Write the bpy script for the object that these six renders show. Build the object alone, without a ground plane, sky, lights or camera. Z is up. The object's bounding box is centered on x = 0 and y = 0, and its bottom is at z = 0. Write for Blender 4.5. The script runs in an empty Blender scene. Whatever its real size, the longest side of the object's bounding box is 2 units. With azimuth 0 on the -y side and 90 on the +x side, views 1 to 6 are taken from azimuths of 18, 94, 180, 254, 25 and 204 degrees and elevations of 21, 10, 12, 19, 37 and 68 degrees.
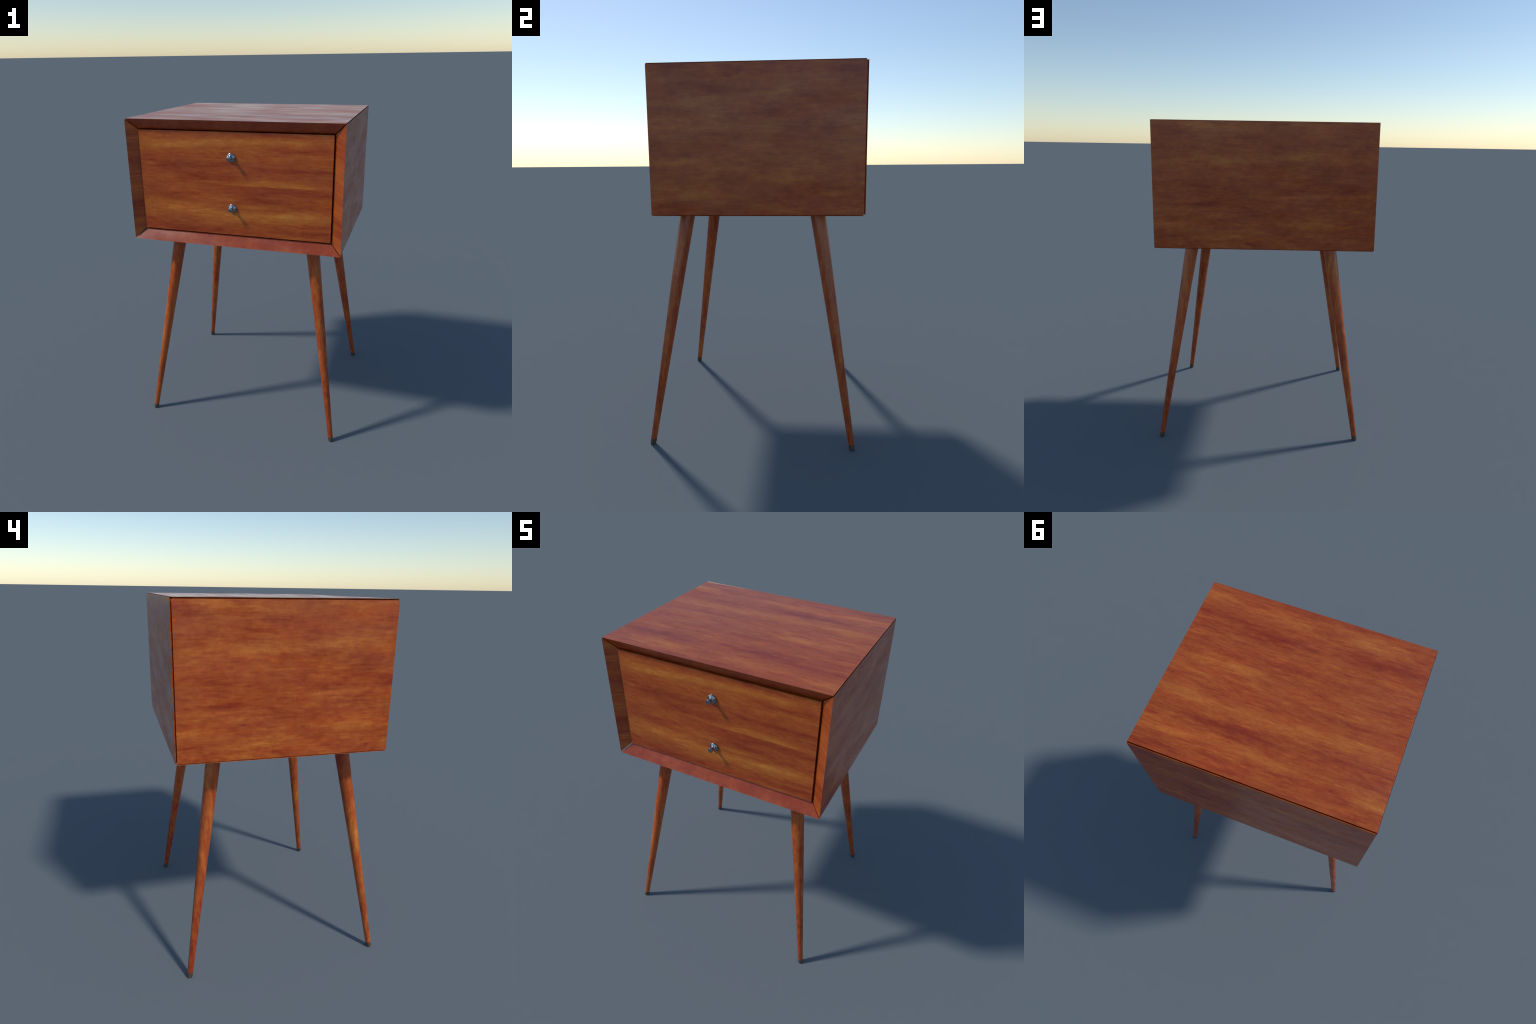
"""Mid-century two-drawer bedside cabinet: mitred wooden case, slim drawers with
spool-shaped steel knobs, four splayed tapering legs with dark metal ferrules."""
import bpy, bmesh, math
from mathutils import Vector, Matrix

# ------------------------------------------------------------------ dimensions
CX = -0.0078                       # case is a touch off the legs' centre line
HALF_W = 0.6530                    # nominal half width of the mitre line
Y_FRONT, Y_BACK = -0.5102, 0.5625  # front edge, nominal back mitre line
Z_TOP, Z_BOT = 1.9960, 1.2585      # nominal top / bottom mitre lines
GAP_SIDE, GAP_TOP, GAP_BOT, GAP_BACK = 0.0020, 0.0040, 0.0048, 0.0070
THICK = 0.060                      # board thickness
RECESS = 0.0442                    # depth of the sloping front edge

DRAWER_Y = -0.4760
DRAWER_HALF = 0.5890
DRAWER_Z = (1.3222, 1.6255, 1.9338)

LEG_C = (0.0211, -0.0140)          # centre of the four legs
LEG_FOOT = (0.6258, 0.5428)        # half spread at the floor
LEG_TOP = (0.4362, 0.3492)         # half spread at the case
LEG_H = 1.2560
R_FOOT, R_TOP = 0.0154, 0.0412
FERRULE_H = 0.0295


# ------------------------------------------------------------------ node helpers
class Nodes:
    def __init__(self, tree):
        self.t = tree

    def new(self, kind, **props):
        n = self.t.nodes.new(kind)
        for k, v in props.items():
            setattr(n, k, v)
        return n

    def put(self, socket, value):
        if isinstance(value, bpy.types.NodeSocket):
            self.t.links.new(value, socket)
        else:
            socket.default_value = value

    def math(self, op, a, b=0.0, c=0.0, clamp=False):
        n = self.new('ShaderNodeMath', operation=op, use_clamp=clamp)
        for s, v in zip(n.inputs, (a, b, c)):
            self.put(s, v)
        return n.outputs[0]

    def vmath(self, op, a, b=(0, 0, 0)):
        n = self.new('ShaderNodeVectorMath', operation=op)
        self.put(n.inputs[0], a)
        self.put(n.inputs[1], b)
        return n.outputs['Value'] if op in ('DOT_PRODUCT', 'LENGTH') else n.outputs['Vector']

    def noise(self, vec, scale, detail=3.0, rough=0.55, w=0.0):
        """Noise centred on zero, roughly -0.5..0.5."""
        n = self.new('ShaderNodeTexNoise', noise_dimensions='4D')
        self.put(n.inputs['Vector'], self.vmath('MULTIPLY', vec, scale))
        n.inputs['Scale'].default_value = 1.0
        n.inputs['Detail'].default_value = detail
        n.inputs['Roughness'].default_value = rough
        self.put(n.inputs['W'], w)
        return self.math('SUBTRACT', n.outputs['Fac'], 0.5)

    def ramp(self, fac, stops, interp='LINEAR'):
        n = self.new('ShaderNodeValToRGB')
        n.color_ramp.interpolation = interp
        els = n.color_ramp.elements
        while len(els) < len(stops):
            els.new(0.5)
        for e, (p, c) in zip(els, stops):
            e.position = p
            e.color = (*c, 1.0)
        self.put(n.inputs[0], fac)
        return n.outputs[0]

    def mix(self, fac, a, b, blend='MIX'):
        n = self.new('ShaderNodeMix', data_type='RGBA', blend_type=blend)
        self.put(n.inputs[0], fac)
        self.put(n.inputs[6], a)
        self.put(n.inputs[7], b)
        return n.outputs[2]


def streak_group():
    """Soft elliptical figure in the grain: amp * exp(-|((p - centre) * inverse_size)|^2)."""
    g = bpy.data.node_groups.new('grain_figure', 'ShaderNodeTree')
    for name, kind in (('Point', 'NodeSocketVector'), ('Centre', 'NodeSocketVector'),
                       ('Inverse', 'NodeSocketVector'), ('Amp', 'NodeSocketFloat'), ('Sum', 'NodeSocketFloat')):
        g.interface.new_socket(name, in_out='INPUT', socket_type=kind)
    g.interface.new_socket('Sum', in_out='OUTPUT', socket_type='NodeSocketFloat')
    N = Nodes(g)
    i, o = N.new('NodeGroupInput'), N.new('NodeGroupOutput')
    d = N.vmath('MULTIPLY', N.vmath('SUBTRACT', i.outputs[0], i.outputs[1]), i.outputs[2])
    e = N.math('EXPONENT', N.math('MULTIPLY', N.vmath('DOT_PRODUCT', d, d), -1.0))
    N.put(o.inputs[0], N.math('MULTIPLY_ADD', e, i.outputs[3], i.outputs[4]))
    return g


FIGURE = streak_group()

# reddish teak / walnut: dark grain, red brown, orange brown, golden
WOOD = [(0.00, (0.212, 0.0230, 0.0065)),
        (0.25, (0.297, 0.0410, 0.0088)),
        (0.50, (0.412, 0.0830, 0.0150)),
        (0.75, (0.522, 0.1460, 0.0230)),
        (1.00, (0.660, 0.2500, 0.0430))]


def wood(name, along, across, figures=(), seed=0.0, tilt=0.0, contrast=1.0, shift=0.0,
         end_grain=False, per_object=False, gain=1.0, cloud=0.12, strength=1.0):
    """Wood whose grain runs along one object axis and varies over another."""
    m = bpy.data.materials.new(name)
    m.use_nodes = True
    N = Nodes(m.node_tree)
    m.node_tree.nodes.clear()
    out = N.new('ShaderNodeOutputMaterial')
    bsdf = N.new('ShaderNodeBsdfPrincipled')
    N.put(out.inputs[0], bsdf.outputs[0])
    xyz = N.new('ShaderNodeSeparateXYZ')
    N.put(xyz.inputs[0], N.new('ShaderNodeTexCoord').outputs['Object'])
    axis = {'x': 0, 'y': 1, 'z': 2}
    u, v = xyz.outputs[axis[along]], xyz.outputs[axis[across[0]]]
    if tilt:
        v = N.math('MULTIPLY_ADD', u, tilt, v)
    comb = N.new('ShaderNodeCombineXYZ')
    N.put(comb.inputs[0], u)
    N.put(comb.inputs[1], v)
    if len(across) > 1:
        N.put(comb.inputs[2], xyz.outputs[axis[across[1]]])
    p = comb.outputs[0]
    w = seed
    if per_object:
        w = N.math('MULTIPLY_ADD', N.new('ShaderNodeObjectInfo').outputs['Random'], 40.0, seed)

    def wplus(k):
        return N.math('ADD', w, k) if per_object else w + k

    # wandering grain: push the across coordinate about a little
    wob = N.math('MULTIPLY', N.noise(p, (2.2, 6.0, 6.0), 2, 0.5, wplus(3.1)), 0.045)
    wob = N.math('MULTIPLY_ADD', N.noise(p, (9.0, 24.0, 24.0), 3, 0.6, wplus(5.3)), 0.015, wob)
    wob = N.math('MULTIPLY_ADD', N.noise(p, (40.0, 120.0, 120.0), 2, 0.6, wplus(6.1)), 0.005, wob)
    comb2 = N.new('ShaderNodeCombineXYZ')
    N.put(comb2.inputs[1], wob)
    N.put(comb2.inputs[0], N.math('MULTIPLY', N.noise(p, (14.0, 60.0, 60.0), 3, 0.6, wplus(8.8)), 0.22))
    q = N.vmath('ADD', p, comb2.outputs[0])

    t = N.math('ADD', 0.45 + shift, 0.0)
    for (cu, cv, su, sv, amp) in figures:
        gnode = N.new('ShaderNodeGroup')
        gnode.node_tree = FIGURE
        N.put(gnode.inputs[0], q)
        gnode.inputs[1].default_value = (cu, cv, 0)
        gnode.inputs[2].default_value = (1 / su, 1 / sv, 0)
        gnode.inputs[3].default_value = amp * strength * (0.85 if amp > 0 else 0.62)
        N.put(gnode.inputs[4], t)
        t = gnode.outputs[0]

    if end_grain:
        layers = [((7, 7, 7), 3, 0.55), ((26, 26, 26), 3, 0.45), ((90, 110, 110), 2, 0.22)]
    else:
        broad = 0.35 if figures else 0.85
        layers = [((1.0, 9.0, 9.0), 2, broad),         # broad bands
                  ((4.5, 34.0, 34.0), 3, 0.72),        # streaks
                  ((14.0, 100.0, 100.0), 3, 0.66),     # short flecks
                  ((34.0, 240.0, 240.0), 2, 0.22),     # fibres
                  ((60.0, 60.0, 60.0), 2, 0.24),
                  ((7.0, 16.0, 16.0), 3, cloud),       # cloudy figure
                  ((24.0, 40.0, 40.0), 2, cloud * 0.7)]       # mottling across the grain
    for k, (sc, det, amp) in enumerate(layers):
        t = N.math('MULTIPLY_ADD', N.noise(p, sc, det, 0.55, wplus(11.0 + 7.0 * k)), amp * contrast, t)

    col = N.ramp(t, WOOD)
    # drift of hue: some areas redder, some more golden / olive
    hue = N.noise(p, (2.0, 11.0, 11.0), 3, 0.6, wplus(71.0))
    hue = N.math('MULTIPLY_ADD', N.noise(p, (22.0, 60.0, 60.0), 2, 0.6, wplus(83.0)), 0.6, hue)
    redder = N.math('MULTIPLY', hue, 2.6, clamp=True)
    olive = N.math('MULTIPLY', hue, -2.6, clamp=True)
    col = N.mix(redder, col, (1.09, 0.80, 0.84, 1), 'MULTIPLY')
    col = N.mix(olive, col, (0.95, 1.09, 1.05, 1), 'MULTIPLY')
    if gain != 1.0:
        col = N.mix(1.0, col, (gain, gain, gain, 1), 'MULTIPLY')
    N.put(bsdf.inputs['Base Color'], col)
    # satin lacquer, polished unevenly in broad patches
    r = N.noise(p, (2.6, 9.0, 9.0), 2, 0.5, wplus(91.0))
    r = N.math('MULTIPLY_ADD', N.noise(p, (7.0, 40.0, 40.0), 2, 0.5, wplus(97.0)), 0.10,
               N.math('MULTIPLY', r, 0.55))
    N.put(bsdf.inputs['Roughness'], N.math('MAXIMUM', N.math('ADD', r, 0.26), 0.12))
    bsdf.inputs['Specular IOR Level'].default_value = 0.5
    return m


# ------------------------------------------------------------------ grain figures
# (along, across, half length, half width, lightness)
TOP_FIGURES = [
    (0.46, 0.200, 0.24, 0.042, 0.32), (0.06, 0.212, 0.22, 0.030, 0.28), (-0.24, 0.188, 0.20, 0.032, 0.36),
    (-0.54, 0.182, 0.20, 0.034, 0.34), (0.15, -0.40, 0.17, 0.034, 0.40), (-0.35, -0.42, 0.18, 0.042, 0.42),
    (0.60, -0.42, 0.12, 0.036, 0.34), (0.30, -0.03, 0.26, 0.036, 0.34), (0.52, 0.435, 0.16, 0.028, 0.38),
    (-0.62, 0.44, 0.14, 0.042, 0.42), (0.07, 0.41, 0.24, 0.030, 0.28), (-0.40, 0.02, 0.14, 0.024, 0.26),
    (0.02, -0.19, 0.20, 0.022, 0.16), (0.50, 0.07, 0.18, 0.018, 0.18), (-0.30, 0.40, 0.16, 0.022, 0.14),
    (0.17, 0.322, 0.30, 0.034, -0.50), (0.18, -0.27, 0.28, 0.036, -0.44), (-0.44, -0.31, 0.28, 0.046, -0.46),
    (-0.01, -0.12, 0.16, 0.022, -0.32), (-0.35, 0.09, 0.12, 0.020, -0.32), (0.56, 0.53, 0.18, 0.026, -0.44),
    (0.55, -0.32, 0.16, 0.026, -0.32), (0.21, 0.075, 0.10, 0.016, -0.28), (-0.36, 0.455, 0.14, 0.024, -0.26),
    (0.10, -0.49, 0.46, 0.026, -0.26), (-0.45, 0.29, 0.20, 0.024, -0.18), (0.56, 0.10, 0.14, 0.024, -0.16)]

VENEER_FIGURES = [
    (0.20, 1.77, 0.15, 0.026, 0.30), (-0.28, 1.80, 0.18, 0.030, 0.24), (-0.08, 1.57, 0.12, 0.014, 0.20),
    (0.50, 1.485, 0.12, 0.020, 0.20), (0.22, 1.34, 0.20, 0.036, 0.32), (-0.24, 1.415, 0.20, 0.030, 0.26),
    (0.42, 1.97, 0.10, 0.022, 0.20), (0.55, 1.395, 0.12, 0.024, 0.22), (0.50, 1.77, 0.14, 0.024, 0.16),
    (0.32, 1.522, 0.13, 0.012, -0.30), (0.13, 1.61, 0.16, 0.024, -0.22), (-0.13, 1.588, 0.06, 0.010, -0.26),
    (-0.50, 1.635, 0.20, 0.040, -0.22), (-0.29, 1.715, 0.18, 0.020, -0.18), (0.56, 1.94, 0.12, 0.030, -0.22),
    (0.52, 1.645, 0.12, 0.030, -0.12), (0.06, 1.46, 0.09, 0.014, -0.20), (0.50, 1.33, 0.09, 0.014, -0.18),
    (-0.53, 1.47, 0.07, 0.012, -0.18), (-0.53, 1.94, 0.18, 0.026, -0.14), (0.08, 1.89, 0.16, 0.024, -0.14)]

RIGHT_FIGURES = [
    (-0.25, 1.82, 0.14, 0.024, 0.20), (0.14, 1.845, 0.12, 0.028, 0.22), (0.50, 1.83, 0.07, 0.020, 0.16),
    (0.02, 1.605, 0.12, 0.016, 0.20), (-0.36, 1.525, 0.14, 0.018, 0.20), (-0.29, 1.37, 0.17, 0.034, 0.28),
    (0.16, 1.445, 0.16, 0.026, 0.24), (0.48, 1.37, 0.10, 0.020, 0.20),
    (-0.20, 1.875, 0.11, 0.022, -0.22), (0.11, 1.76, 0.14, 0.024, -0.24), (0.33, 1.69, 0.18, 0.034, -0.24),
    (-0.15, 1.66, 0.10, 0.020, -0.22), (-0.35, 1.56, 0.12, 0.012, -0.22), (0.14, 1.40, 0.14, 0.016, -0.18),
    (0.46, 1.96, 0.14, 0.026, -0.20), (-0.10, 1.94, 0.07, 0.016, -0.16), (0.31, 1.86, 0.11, 0.016, -0.16)]

UPPER_FIGURES = [
    (-0.42, 1.855, 0.24, 0.032, 0.30), (-0.08, 1.885, 0.24, 0.026, 0.24), (0.34, 1.885, 0.28, 0.026, 0.26),
    (0.32, 1.642, 0.26, 0.022, 0.28), (0.10, 1.80, 0.20, 0.030, 0.10),
    (-0.36, 1.735, 0.28, 0.030, -0.26), (-0.18, 1.678, 0.22, 0.018, -0.28), (0.50, 1.725, 0.14, 0.018, -0.30),
    (0.18, 1.922, 0.20, 0.010, -0.20), (0.43, 1.835, 0.14, 0.014, -0.22), (0.22, 1.725, 0.24, 0.030, -0.12)]

LOWER_FIGURES = [
    (-0.36, 1.475, 0.28, 0.036, 0.28), (0.02, 1.435, 0.28, 0.034, 0.30), (0.42, 1.465, 0.22, 0.030, 0.34),
    (0.12, 1.505, 0.10, 0.014, 0.18), (-0.10, 1.56, 0.10, 0.02, 0.08),
    (0.28, 1.598, 0.32, 0.026, -0.28), (0.18, 1.545, 0.12, 0.014, -0.22), (-0.34, 1.345, 0.34, 0.022, -0.30),
    (0.48, 1.36, 0.16, 0.020, -0.26), (-0.44, 1.563, 0.18, 0.022, -0.16), (0.47, 1.408, 0.14, 0.012, -0.20),
    (0.14, 1.335, 0.20, 0.012, -0.10)]


def moved(figs, du, dv=0.0):
    return [(a + du, b + dv, c, d, e) for a, b, c, d, e in figs]


# ------------------------------------------------------------------ materials
M_TOP = wood('top_wood', 'x', 'y', TOP_FIGURES, seed=1.0, strength=0.82, cloud=0.2)
M_BOTTOM = wood('bottom_wood', 'x', 'y', seed=14.0)
M_BACK = wood('back_wood', 'x', 'z', VENEER_FIGURES, seed=2.0, cloud=0.70, contrast=0.85)
M_LEFT = wood('left_side_wood', 'y', 'z', moved(VENEER_FIGURES, -0.03), seed=2.0, cloud=0.70, contrast=0.85)
M_RIGHT = wood('right_side_wood', 'y', 'z', RIGHT_FIGURES, seed=4.0, cloud=0.70, contrast=0.85)
M_UPPER = wood('upper_drawer_wood', 'x', 'z', UPPER_FIGURES, seed=5.0, contrast=0.9, cloud=0.3, shift=0.045, strength=1.1)
M_LOWER = wood('lower_drawer_wood', 'x', 'z', LOWER_FIGURES, seed=6.0, contrast=0.9, cloud=0.3, shift=0.045, strength=1.1)
M_EDGE = wood('edge_wood', 'x', 'yz', seed=7.0, end_grain=True, contrast=1.1, shift=-0.15)
M_EDGE_L = wood('left_edge_wood', 'y', 'z', seed=8.0, contrast=1.1)
M_EDGE_R = wood('right_edge_wood', 'y', 'z', seed=9.0, tilt=-0.5, contrast=0.8, shift=-0.03)
M_LEG = wood('leg_wood', 'z', 'xy', seed=10.0, per_object=True, cloud=0.35, contrast=1.15, shift=0.0)


def plain(name, base, rough, metal=0.0, var=0.0):
    m = bpy.data.materials.new(name)
    m.use_nodes = True
    N = Nodes(m.node_tree)
    b = m.node_tree.nodes['Principled BSDF']
    tc = N.new('ShaderNodeTexCoord').outputs['Object']
    n = N.noise(tc, (85, 85, 30), 3, 0.6, 2.0)
    fac = N.math('MULTIPLY_ADD', n, 2.0, 0.5, clamp=True)
    lo = tuple(c * (1 - var) for c in base) + (1,)
    hi = tuple(c * (1 + var) for c in base) + (1,)
    N.put(b.inputs['Base Color'], N.mix(fac, lo, hi))
    N.put(b.inputs['Roughness'], N.math('MULTIPLY_ADD', n, rough * 0.4, rough))
    b.inputs['Metallic'].default_value = metal
    return m


M_FERRULE = plain('tarnished_brass', (0.088, 0.066, 0.044), 0.50, 0.10, 0.60)
M_STEEL = plain('polished_steel', (0.33, 0.345, 0.37), 0.16, 1.0, 0.04)


# ------------------------------------------------------------------ geometry helpers
def add_object(name, bm, mats, parent, smooth=False):
    bmesh.ops.recalc_face_normals(bm, faces=bm.faces)
    me = bpy.data.meshes.new(name)
    bm.to_mesh(me)
    bm.free()
    for m in mats:
        me.materials.append(m)
    if smooth:
        me.shade_smooth()
        me.set_sharp_from_angle(angle=math.radians(smooth))
    ob = bpy.data.objects.new(name, me)
    bpy.context.scene.collection.objects.link(ob)
    ob.parent = parent
    return ob


def empty(name, parent=None, loc=(0, 0, 0)):
    e = bpy.data.objects.new(name, None)
    e.empty_display_size = 0.1
    e.location = loc
    bpy.context.scene.collection.objects.link(e)
    e.parent = parent
    return e


def board(name, outer, inner, mats, parent, edge=None):
    """A mitred board: outer and inner rectangles (same winding) joined by sloping edges.
    `edge` names the side (index of outer corner) that gets the second material."""
    bm = bmesh.new()
    a = [bm.verts.new(v) for v in outer]
    b = [bm.verts.new(v) for v in inner]
    bm.faces.new(a)
    bm.faces.new(b[::-1])
    for i in range(4):
        j = (i + 1) % 4
        f = bm.faces.new((a[i], a[j], b[j], b[i]))
        if i == edge:
            f.material_index = 1
    return add_object(name, bm, mats, parent)


def block(name, lo, hi, mats, parent, bevel=0.0):
    bm = bmesh.new()
    bmesh.ops.create_cube(bm, size=1.0)
    for v in bm.verts:
        v.co = Vector([lo[i] + (v.co[i] + 0.5) * (hi[i] - lo[i]) for i in range(3)])
    if bevel:
        bmesh.ops.bevel(bm, geom=bm.edges[:], offset=bevel, segments=1, affect='EDGES')
    return add_object(name, bm, mats, parent)


def turned(profile, segments, place):
    """Lathe: profile of (radius, height) -> vertices placed by place(r, angle, h)."""
    bm = bmesh.new()
    rings = []
    for r, h in profile:
        if r <= 0:
            rings.append([bm.verts.new(place(0, 0, h))])
        else:
            rings.append([bm.verts.new(place(r, 2 * math.pi * k / segments, h)) for k in range(segments)])
    for p, q in zip(rings, rings[1:]):
        for k in range(segments):
            j = (k + 1) % segments
            if len(p) == 1:
                bm.faces.new((p[0], q[k], q[j]))
            elif len(q) == 1:
                bm.faces.new((p[k], p[j], q[0]))
            else:
                bm.faces.new((p[k], p[j], q[j], q[k]))
    return bm


# ------------------------------------------------------------------ the cabinet
cabinet = empty('bedside_cabinet')
cabinet['label'] = 'reddish wooden bedside cabinet with two drawers and splayed tapering legs'
cabinet['category'] = 'bedside table'

case = cabinet
XL, XR = CX - HALF_W, CX + HALF_W
T = THICK
Y_IN = Y_FRONT + RECESS
INSET = 0.0600                     # where the sloping front edge meets the opening


def rect(x0, x1, y0, y1, z):
    return [(x0, y0, z), (x1, y0, z), (x1, y1, z), (x0, y1, z)]


# top and bottom boards (front edge is rectangle side 0)
YE = Y_BACK - 0.0024
for name, z, step, mat in (('top_panel', Z_TOP + GAP_TOP, -T, M_TOP),
                           ('bottom_panel', Z_BOT - GAP_BOT, T, M_BOTTOM)):
    board(name, rect(XL, XR, Y_FRONT, YE, z), rect(XL + T, XR - T, Y_IN, YE - T, z + step),
          [mat, M_EDGE], case, edge=0)


def rect_yz(y0, y1, z0, z1, x):
    return [(x, y0, z1), (x, y0, z0), (x, y1, z0), (x, y1, z1)]


for sgn, mat, emat in ((-1, M_LEFT, M_EDGE_L), (1, M_RIGHT, M_EDGE_R)):
    xo = CX + sgn * (HALF_W + GAP_SIDE)
    # the left board is a hair short, so its joints stand open a little wider
    dy, dt, db = (0.0024, 0.0032, 0.0012) if sgn < 0 else (0.0, 0.0004, 0.0)
    board('side_panel', rect_yz(Y_FRONT, Y_BACK - dy, Z_BOT + db, Z_TOP - dt, xo),
          rect_yz(Y_IN, Y_BACK - dy - T, Z_BOT + db + T, Z_TOP - dt - T, xo - sgn * T), [mat, emat], case, edge=0)

yb = Y_BACK + GAP_BACK
board('back_panel',
      [(XL, yb, Z_BOT), (XR, yb, Z_BOT), (XR, yb, Z_TOP + 0.0020), (XL, yb, Z_TOP + 0.0036)],
      [(XL + T, yb - T, Z_BOT + T), (XR - T, yb - T, Z_BOT + T),
       (XR - T, yb - T, Z_TOP + 0.0020 - T), (XL + T, yb - T, Z_TOP + 0.0036 - T)],
      [M_BACK], case)

# drawers: a front board and a shallow tray each, with one turned knob
KNOB = [(0.0, 0.0000), (0.0225, 0.0000), (0.0250, 0.0012), (0.0264, 0.0040), (0.0266, 0.0068),
        (0.0256, 0.0086), (0.0220, 0.0104), (0.0170, 0.0126), (0.0126, 0.0150), (0.0097, 0.0180),
        (0.0086, 0.0220), (0.0084, 0.0280), (0.0090, 0.0330), (0.0114, 0.0370), (0.0136, 0.0398),
        (0.0146, 0.0412), (0.0147, 0.0426), (0.0142, 0.0440), (0.0130, 0.0447), (0.0, 0.0449)]
knob_mesh = None
for i, mat in ((1, M_UPPER), (0, M_LOWER)):
    z0, z1 = DRAWER_Z[i], DRAWER_Z[i + 1]
    seam = 0.0002
    d = block('drawer', (CX - DRAWER_HALF, DRAWER_Y, z0 + (seam if i else 0)),
          (CX + DRAWER_HALF, DRAWER_Y + 0.035, z1 - (0 if i else seam)), [mat], cabinet)
    block('drawer_tray', (CX - DRAWER_HALF + 0.03, DRAWER_Y + 0.036, z0 + 0.03),
          (CX + DRAWER_HALF - 0.03, 0.44, z1 - 0.06), [M_BOTTOM], d)
    if knob_mesh is None:
        bm = turned(KNOB, 40, lambda r, a, h: (r * math.cos(a), -h, r * math.sin(a)))
        k = add_object('knob', bm, [M_STEEL], d, smooth=50)
        knob_mesh = k.data
    else:
        k = bpy.data.objects.new('knob', knob_mesh)
        bpy.context.scene.collection.objects.link(k)
        k.parent = d
    k.location = (-0.0108, DRAWER_Y - 0.0003, 1.7905 if i else 1.4880)

# legs: tapered cones leaning outwards, cut level at floor and case
leg_mesh = ferrule_mesh = None
splay = (LEG_FOOT[0] - LEG_TOP[0] + LEG_FOOT[1] - LEG_TOP[1]) / 2
axis = Vector((-splay, -splay, LEG_H)).normalized()   # from foot up, for the (+x, +y) leg
e1 = axis.orthogonal().normalized()
e2 = axis.cross(e1)


def leg_radius(z):
    return R_FOOT + (R_TOP - R_FOOT) * z / LEG_H


def on_leg(r, a, z):
    c = axis * (z / axis.z)
    p = c + (e1 * math.cos(a) + e2 * math.sin(a)) * r
    return p - axis * ((p.z - z) / axis.z)


def make_part(name, bm, mats, mesh, parent, smooth=40):
    if mesh is None:
        return add_object(name, bm, mats, parent, smooth)
    o = bpy.data.objects.new(name, mesh)
    bpy.context.scene.collection.objects.link(o)
    o.parent = parent
    return o


for k in range(4):
    sx, sy = ((1, 1), (-1, 1), (-1, -1), (1, -1))[k]
    loc = (LEG_C[0] + sx * LEG_FOOT[0], LEG_C[1] + sy * LEG_FOOT[1], 0)
    if leg_mesh is None:
        steps = 28
        prof = [(0, FERRULE_H)] + [(leg_radius(z), z) for z in
                [FERRULE_H + (LEG_H - FERRULE_H) * s / steps for s in range(steps + 1)]] + [(0, LEG_H)]
        leg = add_object('leg', turned(prof, 40, on_leg), [M_LEG], cabinet, smooth=40)
        leg_mesh = leg.data
        fr = [(0, 0), (R_FOOT - 0.0022, 0), (R_FOOT - 0.0004, 0.0016), (R_FOOT + 0.0001, 0.005),
              (leg_radius(FERRULE_H) + 0.0001, FERRULE_H - 0.0005), (leg_radius(FERRULE_H) - 0.001, FERRULE_H - 0.0001),
              (0, FERRULE_H - 0.0001)]
        fer = add_object('ferrule', turned(fr, 40, on_leg), [M_FERRULE], leg, smooth=40)
        ferrule_mesh = fer.data
    else:
        leg = bpy.data.objects.new('leg', leg_mesh)
        bpy.context.scene.collection.objects.link(leg)
        leg.parent = cabinet
        fer = bpy.data.objects.new('ferrule', ferrule_mesh)
        bpy.context.scene.collection.objects.link(fer)
        fer.parent = leg
    leg.location = loc
    leg.rotation_euler = (0, 0, k * math.pi / 2)
